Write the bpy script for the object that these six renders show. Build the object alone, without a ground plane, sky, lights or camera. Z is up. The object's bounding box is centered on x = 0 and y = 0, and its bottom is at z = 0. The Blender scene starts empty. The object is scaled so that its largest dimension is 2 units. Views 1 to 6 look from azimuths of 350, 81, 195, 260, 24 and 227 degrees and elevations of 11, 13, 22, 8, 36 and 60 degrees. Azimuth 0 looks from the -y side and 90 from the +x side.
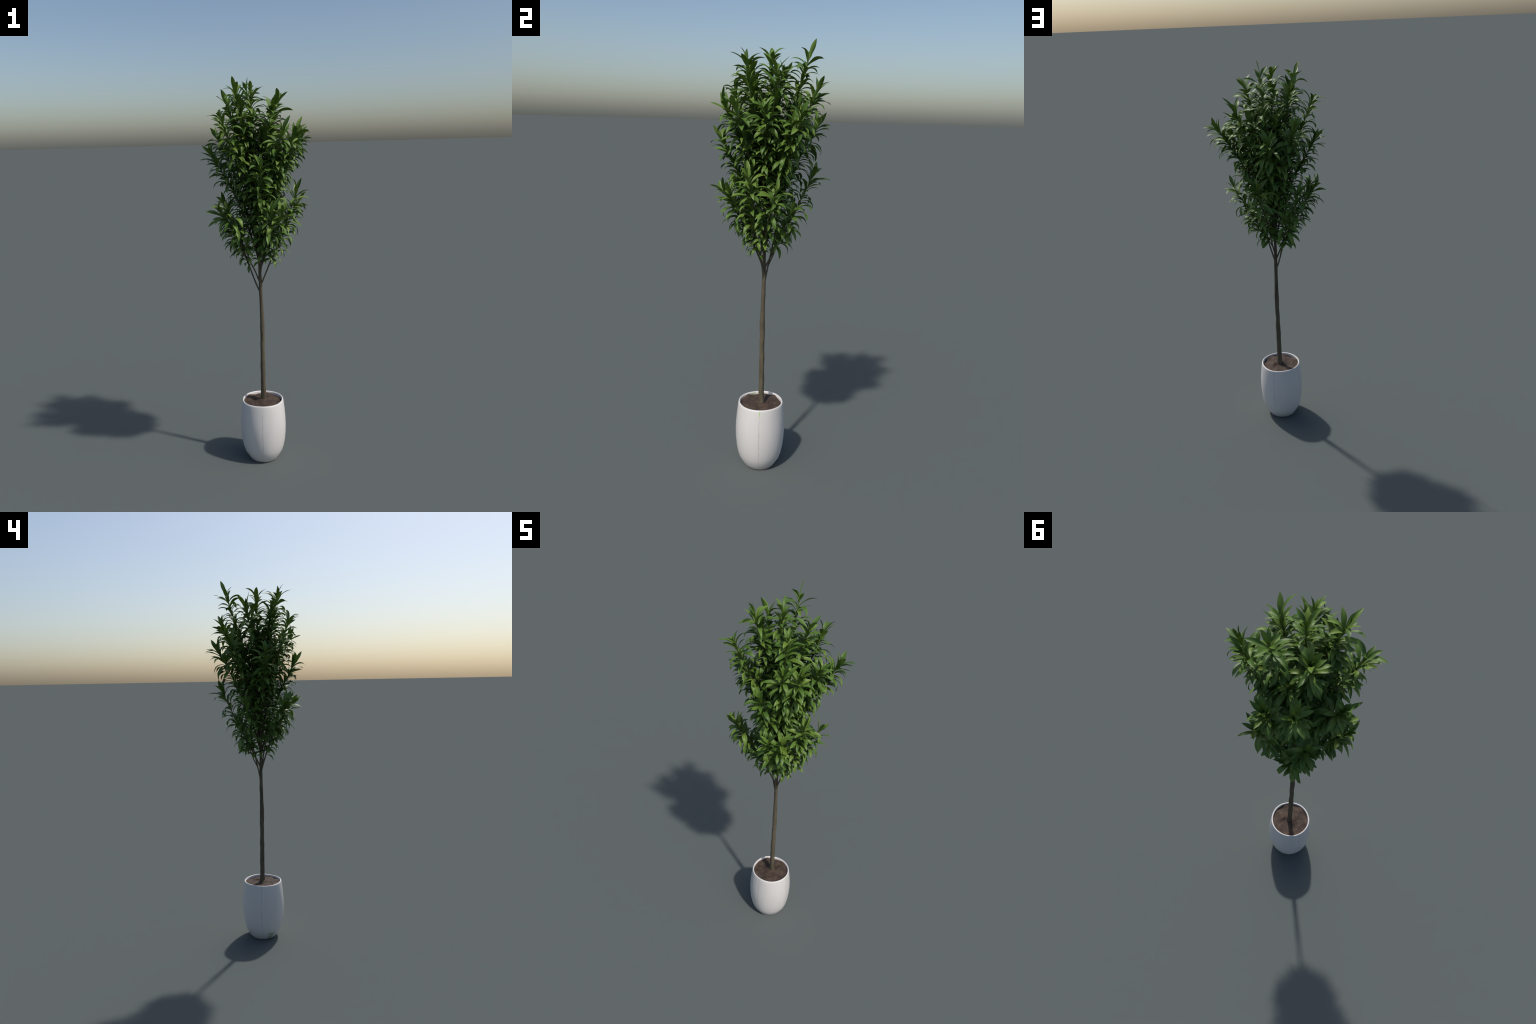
"""Potted standard tree: white barrel pot, lumpy soil, one bare straight trunk and a
tall oval crown of many rising shoots, each clothed in spirally set lance leaves."""
import bpy, math, random
from mathutils import Vector, Matrix, noise

rng = random.Random(11)
TAU = math.tau
AXIS = Vector((-0.006, -0.027, 0.0))        # pot axis

# ------------------------------------------------------------------ materials
def new_mat(name):
    m = bpy.data.materials.new(name)
    m.use_nodes = True
    nt = m.node_tree
    nt.nodes.clear()
    out = nt.nodes.new("ShaderNodeOutputMaterial")
    bsdf = nt.nodes.new("ShaderNodeBsdfPrincipled")
    nt.links.new(bsdf.outputs[0], out.inputs[0])
    return m, nt, bsdf, out

class G:
    """small helper to wire nodes"""
    def __init__(s, nt):
        s.nt = nt
        s.tc = nt.nodes.new("ShaderNodeTexCoord")
    def link(s, a, b):
        s.nt.links.new(a, b)
    def noise(s, scale, detail=4, rough=0.55, vec=None, stretch=None):
        n = s.nt.nodes.new("ShaderNodeTexNoise")
        n.inputs["Scale"].default_value = scale
        n.inputs["Detail"].default_value = detail
        n.inputs["Roughness"].default_value = rough
        v = vec or s.tc.outputs["Object"]
        if stretch:
            mp = s.nt.nodes.new("ShaderNodeMapping")
            mp.inputs["Scale"].default_value = stretch
            s.link(v, mp.inputs[0])
            v = mp.outputs[0]
        s.link(v, n.inputs["Vector"])
        return n.outputs["Fac"]
    def ramp(s, fac, stops):
        r = s.nt.nodes.new("ShaderNodeValToRGB")
        el = r.color_ramp.elements
        while len(el) < len(stops):
            el.new(0.5)
        for e, (p, c) in zip(el, stops):
            e.position = p
            e.color = (*c, 1) if len(c) == 3 else c
        s.link(fac, r.inputs[0])
        return r.outputs[0]
    def mix(s, fac, a, b, mode="MIX"):
        n = s.nt.nodes.new("ShaderNodeMix")
        n.data_type = "RGBA"
        n.blend_type = mode
        for sock, v in ((n.inputs["Factor"], fac), (n.inputs[6], a), (n.inputs[7], b)):
            if isinstance(v, (int, float)):
                sock.default_value = v
            elif isinstance(v, tuple):
                sock.default_value = (*v, 1)
            else:
                s.link(v, sock)
        return n.outputs[2]
    def math(s, op, a, b=0.0, c=0.0):
        n = s.nt.nodes.new("ShaderNodeMath")
        n.operation = op
        for i, v in enumerate((a, b, c)):
            if isinstance(v, (int, float)):
                n.inputs[i].default_value = v
            else:
                s.link(v, n.inputs[i])
        return n.outputs[0]
    def sep(s, v=None):
        n = s.nt.nodes.new("ShaderNodeSeparateXYZ")
        s.link(v or s.tc.outputs["Object"], n.inputs[0])
        return n.outputs
    def maprange(s, v, a, b, c=0.0, d=1.0):
        n = s.nt.nodes.new("ShaderNodeMapRange")
        s.link(v, n.inputs[0])
        for i, x in enumerate((a, b, c, d)):
            n.inputs[i + 1].default_value = x
        return n.outputs[0]
    def bump(s, h, strength, dist, bsdf):
        n = s.nt.nodes.new("ShaderNodeBump")
        n.inputs["Strength"].default_value = strength
        n.inputs["Distance"].default_value = dist
        s.link(h, n.inputs["Height"])
        s.link(n.outputs[0], bsdf.inputs["Normal"])

def mat_leaf():
    m, nt, b, out = new_mat("leaf_green")
    g = G(nt)
    oi = nt.nodes.new("ShaderNodeObjectInfo")
    geo = nt.nodes.new("ShaderNodeNewGeometry")
    rnd = g.math("FRACT", g.math("ADD", oi.outputs["Random"], geo.outputs["Random Per Island"]))
    base = g.ramp(rnd, [(0.0, LEAF_A), (0.5, LEAF_B), (1.0, LEAF_C)])
    blot = g.noise(55, 3, 0.6)
    base = g.mix(g.maprange(blot, 0.42, 0.68), base, g.mix(1.0, base, (1.22, 1.15, 0.9), "MULTIPLY"))
    fine = g.noise(420, 2, 0.5)
    base = g.mix(g.maprange(fine, 0.45, 0.75, 0.0, 0.35), base, g.mix(1.0, base, (0.75, 0.8, 0.7), "MULTIPLY"))
    g.link(base, b.inputs["Base Color"])
    b.inputs["Roughness"].default_value = 0.50
    b.inputs["Specular IOR Level"].default_value = 0.38
    tr = nt.nodes.new("ShaderNodeBsdfTranslucent")
    g.link(g.mix(1.0, base, (1.5, 1.3, 0.5), "MULTIPLY"), tr.inputs[0])
    mx = nt.nodes.new("ShaderNodeMixShader")
    mx.inputs[0].default_value = 0.05
    g.link(b.outputs[0], mx.inputs[1])
    g.link(tr.outputs[0], mx.inputs[2])
    g.link(mx.outputs[0], out.inputs[0])
    return m

LEAF_A = (0.056, 0.118, 0.020)
LEAF_B = (0.079, 0.150, 0.023)
LEAF_C = (0.120, 0.196, 0.033)

def mat_bark():
    m, nt, b, out = new_mat("bark")
    g = G(nt)
    n = g.noise(30, 6, 0.62, stretch=(2.2, 2.2, 0.5))
    col = g.ramp(n, [(0.30, (0.058, 0.046, 0.030)), (0.52, (0.098, 0.080, 0.052)), (0.75, (0.142, 0.118, 0.080))])
    pale = g.noise(14, 3, 0.5, stretch=(1, 1, 0.6))
    col = g.mix(g.maprange(pale, 0.56, 0.72, 0, 0.45), col, (0.135, 0.125, 0.080))
    # green algae flecks on the lower trunk
    z = g.sep()[2]
    low = g.maprange(z, 0.34, 0.62, 1.0, 0.0)
    fleck = g.maprange(g.noise(70, 3, 0.6, stretch=(1, 1, 0.45)), 0.60, 0.68)
    col = g.mix(g.math("MULTIPLY", fleck, g.math("MULTIPLY", low, 0.8)), col, (0.060, 0.125, 0.025))
    g.link(col, b.inputs["Base Color"])
    b.inputs["Roughness"].default_value = 0.75
    b.inputs["Specular IOR Level"].default_value = 0.3
    g.bump(g.noise(120, 5, 0.6, stretch=(2, 2, 0.4)), 0.5, 0.002, b)
    return m

def mat_soil():
    m, nt, b, out = new_mat("soil")
    g = G(nt)
    n = g.noise(26, 6, 0.65)
    col = g.ramp(n, [(0.30, (0.034, 0.021, 0.015)), (0.55, (0.062, 0.040, 0.028)), (0.78, (0.100, 0.070, 0.050))])
    speck = g.maprange(g.noise(160, 2, 0.5), 0.68, 0.74)
    col = g.mix(g.math("MULTIPLY", speck, 0.6), col, (0.16, 0.12, 0.08))
    g.link(col, b.inputs["Base Color"])
    b.inputs["Roughness"].default_value = 0.8
    b.inputs["Specular IOR Level"].default_value = 0.35
    g.bump(g.noise(90, 5, 0.65), 0.6, 0.003, b)
    return m

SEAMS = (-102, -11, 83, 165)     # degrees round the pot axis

def mat_pot():
    m, nt, b, out = new_mat("white_glaze")
    g = G(nt)
    x, y, z = g.sep()
    n = g.noise(9, 3, 0.5, stretch=(1, 1, 0.25))
    col = g.ramp(n, [(0.3, (0.60, 0.572, 0.548)), (0.7, (0.655, 0.628, 0.603))])
    ang = g.math("ARCTAN2", y, x)
    wob = g.math("MULTIPLY", g.math("SUBTRACT", g.noise(14, 3, 0.6, stretch=(0.02, 0.02, 1)), 0.5), 0.16)
    mask = None
    for k, a in enumerate(SEAMS):
        d = g.math("ABSOLUTE", g.math("SUBTRACT", g.math("ADD", ang, wob), math.radians(a)))
        line = g.maprange(d, 0.005, 0.016, 1.0, 0.0)
        mask = line if mask is None else g.math("MAXIMUM", mask, line)
    broken = g.maprange(g.noise(22, 3, 0.6, stretch=(0.1, 0.1, 1)), 0.42, 0.62, 0.1, 0.75)
    col = g.mix(g.math("MULTIPLY", mask, broken), col, (0.20, 0.19, 0.18))
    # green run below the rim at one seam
    d = g.math("ABSOLUTE", g.math("SUBTRACT", ang, math.radians(-10.5)))
    wid = g.maprange(z, 0.292, 0.322, 0.0, 0.028)
    wedge = g.math("LESS_THAN", d, wid)
    top = g.math("LESS_THAN", z, 0.3235)
    col = g.mix(g.math("MULTIPLY", wedge, top), col, (0.36, 0.58, 0.20))
    # green tinge on the inner wall
    r = g.math("SQRT", g.math("ADD", g.math("MULTIPLY", x, x), g.math("MULTIPLY", y, y)))
    inner = g.math("LESS_THAN", r, 0.1000)
    d2 = g.math("ABSOLUTE", g.math("SUBTRACT", g.math("ABSOLUTE", ang), 2.85))
    side = g.math("MULTIPLY", g.maprange(d2, 0.10, 0.26, 1.0, 0.0), g.math("LESS_THAN", y, 0.0))
    col = g.mix(g.math("MULTIPLY", g.math("MULTIPLY", inner, side), 0.7), col, (0.26, 0.36, 0.20))
    g.link(col, b.inputs["Base Color"])
    b.inputs["Roughness"].default_value = 0.42
    b.inputs["Specular IOR Level"].default_value = 0.4
    return m

def mat_young_stem():
    m, nt, b, out = new_mat("young_stem")
    g = G(nt)
    n = g.noise(60, 4, 0.6, stretch=(2, 2, 0.6))
    g.link(g.ramp(n, [(0.35, (0.070, 0.085, 0.026)), (0.65, (0.120, 0.150, 0.042))]), b.inputs["Base Color"])
    b.inputs["Roughness"].default_value = 0.6
    return m

M_LEAF, M_BARK, M_SOIL, M_POT = mat_leaf(), mat_bark(), mat_soil(), mat_pot()
M_STEM = mat_young_stem()

# ------------------------------------------------------------------ helpers
def link(ob, parent=None):
    bpy.context.scene.collection.objects.link(ob)
    if parent:
        ob.parent = parent
    return ob

def mesh_obj(name, verts, faces, mat, parent, smooth=True):
    me = bpy.data.meshes.new(name)
    me.from_pydata(verts, [], faces)
    me.materials.append(mat)
    if smooth:
        me.polygons.foreach_set("use_smooth", [True] * len(me.polygons))
    me.update()
    return link(bpy.data.objects.new(name, me), parent)

def spline(pts, n):
    """Catmull-Rom through pts, n samples"""
    P = [Vector(p) for p in pts]
    P = [2 * P[0] - P[1]] + P + [2 * P[-1] - P[-2]]
    seg = len(P) - 3
    out = []
    for i in range(n):
        u = i / (n - 1) * seg
        k = min(int(u), seg - 1)
        t = u - k
        a, b, c, d = P[k:k + 4]
        out.append(0.5 * ((2 * b) + (c - a) * t + (2 * a - 5 * b + 4 * c - d) * t * t
                          + (3 * b - a - 3 * c + d) * t ** 3))
    return out

def tube(path, radius, sides, lump=0.0, seed=0.0):
    """radius: function of 0..1"""
    verts, faces = [], []
    n = len(path)
    ref = Vector((1, 0, 0))
    for i, p in enumerate(path):
        t = (path[min(i + 1, n - 1)] - path[max(i - 1, 0)]).normalized()
        ref = (ref - t * ref.dot(t)).normalized()
        bi = t.cross(ref)
        r = radius(i / (n - 1))
        for k in range(sides):
            a = TAU * k / sides
            d = ref * math.cos(a) + bi * math.sin(a)
            q = p + d * r
            if lump:
                q += d * r * lump * noise.noise(Vector((q.x * 60 + seed, q.y * 60, q.z * 26)))
                q += d * r * lump * 0.8 * noise.noise(Vector((q.x * 20, q.y * 20 + seed, q.z * 9)))
            verts.append(q)
    for i in range(n - 1):
        for k in range(sides):
            a, b = i * sides + k, i * sides + (k + 1) % sides
            faces.append((a, b, b + sides, a + sides))
    faces.append(tuple(range(sides))[::-1])
    faces.append(tuple(range((n - 1) * sides, n * sides)))
    return verts, faces

# ------------------------------------------------------------------ root
tree = bpy.data.objects.new("potted_tree", None)
tree.empty_display_size = 0.1
link(tree)
tree["label"] = "slim indoor tree with dense green crown in white pot"
tree["category"] = "potted plant"

# ------------------------------------------------------------------ pot
def build_pot():
    # (radius, height): outside from the foot up, over the rim, down the inner wall
    prof = [(0.0, 0.002), (0.060, 0.0), (0.0715, 0.0), (0.0742, 0.0020), (0.0858, 0.0215), (0.0984, 0.043),
            (0.1065, 0.068), (0.1135, 0.104), (0.1176, 0.145), (0.1193, 0.187), (0.1183, 0.226),
            (0.1150, 0.268), (0.1108, 0.304), (0.1082, 0.322), (0.1070, 0.3275), (0.1046, 0.330),
            (0.1012, 0.3292), (0.0995, 0.325), (0.0990, 0.314), (0.1000, 0.296), (0.0, 0.294)]
    seg = 48
    verts, faces = [], []
    for j, (r, z) in enumerate(prof):
        for k in range(seg):
            a = TAU * k / seg
            # cast by hand: very slightly out of round, and a nicked foot
            f = 1 + 0.006 * math.cos(2 * a + 0.6) + 0.004 * math.cos(5 * a + z * 20)
            dz = 0.0012 * math.sin(3 * a + 1.0) * (1 if z > 0.3 else 0)
            if 0 < j < 4:
                f += 0.012 * noise.noise(Vector((math.cos(a) * 3, math.sin(a) * 3, 4.0)))
            for s in SEAMS:
                da = (a - math.radians(s) + math.pi) % TAU - math.pi
                if abs(da) < 0.05 and 3 < j < 13:
                    f -= 0.0025
            verts.append((r * f * math.cos(a), r * f * math.sin(a), max(0.0, z + dz)))
    for j in range(len(prof) - 1):
        for k in range(seg):
            a, b = j * seg + k, j * seg + (k + 1) % seg
            faces.append((a, b, b + seg, a + seg))
    ob = mesh_obj("pot", verts, faces, M_POT, tree)
    ob.location = AXIS
    return ob

def build_soil():
    rings, seg = 26, 72
    verts, faces = [Vector((0, 0, 0))], []
    R = 0.1002
    def h(x, y):
        r = math.hypot(x, y)
        z = 0.3158 + 0.0115 * math.exp(-(r / 0.075) ** 2)
        z += 0.010 * noise.noise(Vector((x * 26, y * 26, 1.7)))
        z += 0.0028 * noise.noise(Vector((x * 70, y * 70, 5.1)))
        z += 0.0012 * noise.noise(Vector((x * 190, y * 190, 9.1)))
        return z
    verts[0].z = h(0, 0)
    for i in range(1, rings + 1):
        r = R * i / rings
        for k in range(seg):
            a = TAU * k / seg
            x, y = r * math.cos(a), r * math.sin(a)
            verts.append(Vector((x, y, h(x, y))))
    for k in range(seg):
        faces.append((0, 1 + k, 1 + (k + 1) % seg))
    for i in range(rings - 1):
        for k in range(seg):
            a, b = 1 + i * seg + k, 1 + i * seg + (k + 1) % seg
            faces.append((a, a + seg, b + seg, b))
    ob = mesh_obj("soil", verts, faces, M_SOIL, tree)
    ob.location = AXIS

build_pot()
build_soil()

# ------------------------------------------------------------------ trunk
TRUNK = [(-0.001, -0.026, 0.300), (-0.001, -0.0262, 0.42), (-0.001, -0.027, 0.52), (0.0005, -0.028, 0.66),
         (0.0012, -0.0292, 0.75), (0.0, -0.028, 0.82), (-0.0022, -0.0265, 0.90), (-0.004, -0.026, 0.98),
         (-0.006, -0.027, 1.10), (-0.009, -0.024, 1.25), (-0.010, -0.020, 1.40), (-0.014, -0.016, 1.55)]
trunk_path = spline(TRUNK, 150)

def trunk_at(z):
    for a, b in zip(trunk_path, trunk_path[1:]):
        if a.z <= z <= b.z:
            return a.lerp(b, (z - a.z) / (b.z - a.z))
    return trunk_path[-1]

def trunk_r(t):
    z = trunk_path[min(149, int(t * 149))].z
    pts = [(0.30, 0.0185), (0.325, 0.0160), (0.36, 0.0132), (0.50, 0.0122), (0.66, 0.0112), (0.765, 0.0112),
           (0.80, 0.0098), (0.92, 0.0090), (0.99, 0.0088), (1.10, 0.0066), (1.30, 0.0048), (1.60, 0.0032)]
    for (a, ra), (b, rb) in zip(pts, pts[1:]):
        if z <= b:
            return ra + (rb - ra) * max(0, (z - a) / (b - a))
    return pts[-1][1]

v, f = tube(trunk_path, trunk_r, 18, lump=0.16, seed=3.0)
mesh_obj("trunk", v, f, M_BARK, tree)

# ------------------------------------------------------------------ leaf meshes
N_LEN, N_WID = 12, 4          # strips along, across
ASPECT = 0.25                 # width of the unit leaf of length 1

def leaf_width(t):
    # narrow stalk-like base, broadest past the middle, acute tip
    pts = [(0, 0.16), (0.08, 0.20), (0.2, 0.45), (0.35, 0.75), (0.48, 0.94), (0.58, 1.0), (0.70, 0.93),
           (0.82, 0.67), (0.92, 0.33), (1.0, 0.01)]
    for (a, wa), (b, wb) in zip(pts, pts[1:]):
        if t <= b:
            return wa + (wb - wa) * (t - a) / (b - a)
    return 0.0

def leaf_geometry(bend, sway, seed):
    """unit leaf: grows from the origin along +Y, upper face +Z, curling down by `bend` radians"""
    verts, faces = [], []
    p = Vector((0, 0, 0))
    ds = 1.0 / N_LEN
    for i in range(N_LEN + 1):
        t = i / N_LEN
        th = -bend * (0.40 * t + 0.60 * t ** 1.5)
        side = sway * t
        d = Vector((math.sin(side) * math.cos(th), math.cos(side) * math.cos(th), math.sin(th)))
        if i:
            p = p + d * ds
        across = Vector((math.cos(side), -math.sin(side), 0))
        up = across.cross(d).normalized()
        w = leaf_width(t) * 0.5 * ASPECT
        fold = 0.45 * (1 - 0.55 * t)
        roll = 0.10 * math.sin(seed + t * 4)
        for k in range(N_WID + 1):
            s = 2 * k / N_WID - 1
            wav = 0.05 * math.sin(9 * t + seed * 2 + (2.1 if s > 0 else 0)) * abs(s) * w * 2
            verts.append(p + across * (s * w) + up * (abs(s) ** 1.3 * w * fold + wav + roll * s * w))
    row = N_WID + 1
    for i in range(N_LEN):
        for k in range(N_WID):
            a = i * row + k
            faces.append((a, a + 1, a + 1 + row, a + row))
    return verts, faces

# every leaf scales length and width on its own
BENDS = [0.15, 0.5, 0.9, 1.3, 1.7, 2.1, 2.5]
LEAVES = []                       # (mesh, verts, faces) per bend x three sways
for bi, bd in enumerate(BENDS):
    for si, sw in enumerate((-0.22, 0.0, 0.22)):
        vv, ff = leaf_geometry(bd, sw, bi * 1.7 + si * 2.3)
        me = bpy.data.meshes.new("leaf")
        me.from_pydata(vv, [], ff)
        me.polygons.foreach_set("use_smooth", [True] * len(me.polygons))
        me.materials.append(M_LEAF)
        me.update()
        LEAVES.append((me, vv, ff))

# ------------------------------------------------------------------ shoots
# tip position, where it starts (height on the stem, or (index of parent shoot, share along it)),
# leafy length, leaf spacing, share of straight outward lean (the rest bows outward late)
SHOOTS = [
    # lower ring
    ((0.168, -0.129, 1.426), 0.945, 0.40, 0.0085, 1.1),
    ((0.199, -0.016, 1.360), (0, 0.25), 0.30, 0.0090, 0.95),
    ((0.016, 0.180, 1.416), 0.985, 0.36, 0.0105, 1.0),
    ((-0.208, -0.115, 1.350), 0.960, 0.34, 0.0090, 0.85),
    ((-0.180, -0.142, 1.362), (3, 0.30), 0.28, 0.0095, 0.9),
    ((-0.155, 0.075, 1.355), 0.905, 0.34, 0.0085, 1.2),
    ((0.024, -0.217, 1.346), 0.975, 0.33, 0.0085, 0.65),
    ((0.082, -0.195, 1.340), (6, 0.20), 0.30, 0.0085, 0.95),
    ((-0.108, 0.108, 1.235), (5, 0.20), 0.17, 0.0090, 1.0),
    ((0.088, 0.078, 1.270), (2, 0.15), 0.22, 0.0095, 0.95),
    # middle ring
    ((0.147, -0.188, 1.702), 1.10, 0.44, 0.0085, 0.65),
    ((0.080, -0.216, 1.703), (10, 0.20), 0.40, 0.0095, 0.60),
    ((0.195, -0.070, 1.705), 1.12, 0.42, 0.0085, 0.65),
    ((0.238, 0.078, 1.680), 1.09, 0.46, 0.0080, 0.55),
    ((0.174, 0.042, 1.637), (13, 0.25), 0.36, 0.0090, 0.65),
    ((-0.050, -0.036, 1.704), 1.30, 0.36, 0.0095, 0.7),
    ((0.022, -0.048, 1.704), 1.33, 0.34, 0.0095, 0.7),
    ((-0.172, 0.165, 1.686), 1.08, 0.46, 0.0085, 0.60),
    ((-0.053, 0.206, 1.630), 1.07, 0.44, 0.0085, 0.60),
    ((-0.228, -0.020, 1.612), 1.06, 0.46, 0.0085, 0.55),
    ((-0.024, -0.218, 1.558), 1.05, 0.44, 0.0085, 0.60),
    # short shoots filling the inside of the crown
    ((-0.065, 0.095, 1.720), 1.30, 0.36, 0.0090, 0.8),
    ((0.060, 0.095, 1.700), 1.28, 0.36, 0.0090, 0.8),
    ((-0.115, -0.095, 1.640), 1.22, 0.36, 0.0090, 0.8),
    ((0.090, -0.060, 1.600), 1.20, 0.34, 0.0090, 0.8),
    # crown top
    ((-0.116, -0.108, 1.906), 1.26, 0.46, 0.0090, 0.75),
    ((-0.025, -0.011, 1.902), 1.50, 0.42, 0.0085, 0.8),
    ((-0.017, 0.152, 1.925), 1.20, 0.46, 0.0110, 0.75),
    ((0.102, -0.006, 1.856), 1.30, 0.42, 0.0085, 0.75),
    ((-0.131, 0.062, 1.850), 1.25, 0.42, 0.0085, 0.70),
    ((-0.096, -0.080, 1.835), 1.36, 0.36, 0.0095, 0.8),
    ((0.054, -0.128, 1.832), 1.22, 0.44, 0.0085, 0.70),
    ((-0.195, -0.152, 1.782), 1.14, 0.46, 0.0105, 0.65),
    ((0.114, 0.162, 1.780), 1.14, 0.46, 0.0085, 0.70),
]

PATHS = []

def shoot_path(tip, z0, lin, seed):
    """leaves the stem steeply and bows outward"""
    if isinstance(z0, tuple):
        pp = PATHS[z0[0]]
        start = pp[int(z0[1] * (len(pp) - 1))]
    else:
        start = trunk_at(z0)
    tip = Vector(tip)
    out = Vector((tip.x - start.x, tip.y - start.y, 0))
    n = 46
    pts = []
    for i in range(n):
        t = i / (n - 1)
        h = lin * t + (1 - lin) * t ** 2.3
        z = start.z + (tip.z - start.z) * t
        p = Vector((start.x + out.x * h, start.y + out.y * h, z))
        w = 0.010 * math.sin(math.pi * t)
        p.x += w * noise.noise(Vector((seed, t * 3.1, 0)))
        p.y += w * noise.noise(Vector((seed, t * 3.1, 7)))
        pts.append(p)
    return pts

GOLD = math.radians(137.5)
items = []             # dicts describing every leaf
branches = []

def smooth01(x):
    x = max(0.0, min(1.0, x))
    return x * x * (3 - 2 * x)

for si, (tip, z0, leafy, gap, lin) in enumerate(SHOOTS):
    path = shoot_path(tip, z0, lin, si * 3.7)
    PATHS.append(path)
    length = sum((b - a).length for a, b in zip(path, path[1:]))
    r0 = 0.0024 + 0.0030 * min(1.0, length / 0.6)
    if si < 10:
        r0 *= 0.85
    vv, ff = tube(path, lambda t, r0=r0: r0 * (1 - t) + 0.0016 * t, 8, lump=0.10, seed=si)
    br = mesh_obj("branch", vv, ff, M_BARK, tree)
    br.data.materials.append(M_STEM)               # the leafy part is still green
    for fi, poly in enumerate(br.data.polygons):
        if fi // 8 / 45 > 1 - 0.60 * leafy / length:
            poly.material_index = 1
    branches.append(br)
    # walk down from the tip
    cum = [0.0]
    for a, b in zip(path[::-1], path[::-1][1:]):
        cum.append(cum[-1] + (b - a).length)
    rev = path[::-1]
    s, phi, k = 0.008, rng.uniform(0, TAU), 0
    while s < min(leafy, length - (0.05 if si < 10 else 0.09)):
        j = max(i for i in range(len(cum)) if cum[i] <= s)
        j = min(j, len(rev) - 2)
        u = (s - cum[j]) / (cum[j + 1] - cum[j])
        p = rev[j].lerp(rev[j + 1], u)
        T = (rev[j] - rev[j + 1]).normalized()
        ref = Vector((0, 0, 1)) if abs(T.z) < 0.95 else Vector((1, 0, 0))
        e1 = T.cross(ref).normalized()
        e2 = T.cross(e1)
        R = e1 * math.cos(phi) + e2 * math.sin(phi)
        age = smooth01(s / 0.10)
        alpha = math.radians(15 + 15 * age + rng.gauss(0, 12))
        if si < 10:
            alpha += math.radians(10 * age)                     # low shoots spread wider
        D = T * math.cos(alpha) + R * math.sin(alpha) + Vector((0, 0, 0.10))
        D.normalize()
        upn = -R * (0.8 - 0.4 * age) + T * (0.2 + 0.3 * age) + Vector((0, 0, 0.5 * age))
        N = upn - D * upn.dot(D)
        if N.length < 0.15:
            N = -R - D * (-R).dot(D)
        N.normalize()
        X = D.cross(N)
        tw = rng.gauss(0, 0.25)
        X, N = X * math.cos(tw) + N * math.sin(tw), N * math.cos(tw) - X * math.sin(tw)
        bend = 0.62 + 1.12 * age + 0.25 * smooth01((s - 0.1) / 0.2) + rng.gauss(0, 0.40)
        ln = (0.090 + 0.009 * smooth01(s / 0.05) - 0.017 * smooth01((s - 0.08) / 0.25)) * rng.uniform(0.72, 1.13)
        if si < 10:
            ln *= 0.97                                          # smaller leaves on the low shoots
        wd = rng.uniform(0.0160, 0.0215) * (ln / 0.085) ** 0.6 * (1.04 - 0.10 * smooth01((s - 0.05) / 0.2))
        bi = min(range(len(BENDS)), key=lambda q: abs(BENDS[q] - bend))
        var = bi * 3 + rng.randrange(3)
        reach = p + D * ln * 0.93                # keep stray leaves inside the crown's outline
        if abs(reach.x) > 0.290 or abs(reach.y) > 0.268 or reach.z > 2.03:
            ln *= 0.75
        M = Matrix((
            (X.x * wd / ASPECT, D.x * ln, N.x * ln, p.x),
            (X.y * wd / ASPECT, D.y * ln, N.y * ln, p.y),
            (X.z * wd / ASPECT, D.z * ln, N.z * ln, p.z),
            (0, 0, 0, 1)))
        outness = math.hypot(p.x + D.x * ln, p.y + D.y * ln)
        items.append(dict(M=M, var=var, branch=si, score=ln * wd * (2.2 - 1.2 * smooth01(s / 0.12)) * (0.6 + 2 * outness)))
        s += gap * (0.53 if si < 10 else 0.47) * rng.uniform(0.8, 1.2) * (1.0 + 0.5 * (1 - smooth01(s / 0.08)))
        if si < 10:
            s += gap * 0.35 * smooth01((s - 0.16) / 0.12)      # thinner low down
        phi += GOLD + rng.gauss(0, 0.22)
        k += 1

items.sort(key=lambda d: -d["score"])
single, rest = items[:300], items[300:]
for d in single:
    ob = bpy.data.objects.new("leaf", LEAVES[d["var"]][0])
    link(ob, branches[d["branch"]])
    ob.matrix_local = d["M"]
for bi in range(len(branches)):
    verts, faces = [], []
    for d in rest:
        if d["branch"] != bi:
            continue
        _, vv, ff = LEAVES[d["var"]]
        o = len(verts)
        verts += [d["M"] @ q for q in vv]
        faces += [tuple(o + i for i in q) for q in ff]
    if verts:
        ob = mesh_obj("foliage", verts, faces, M_LEAF, branches[bi])
        ob["kind"] = "stuff"
print("leaves", len(items))
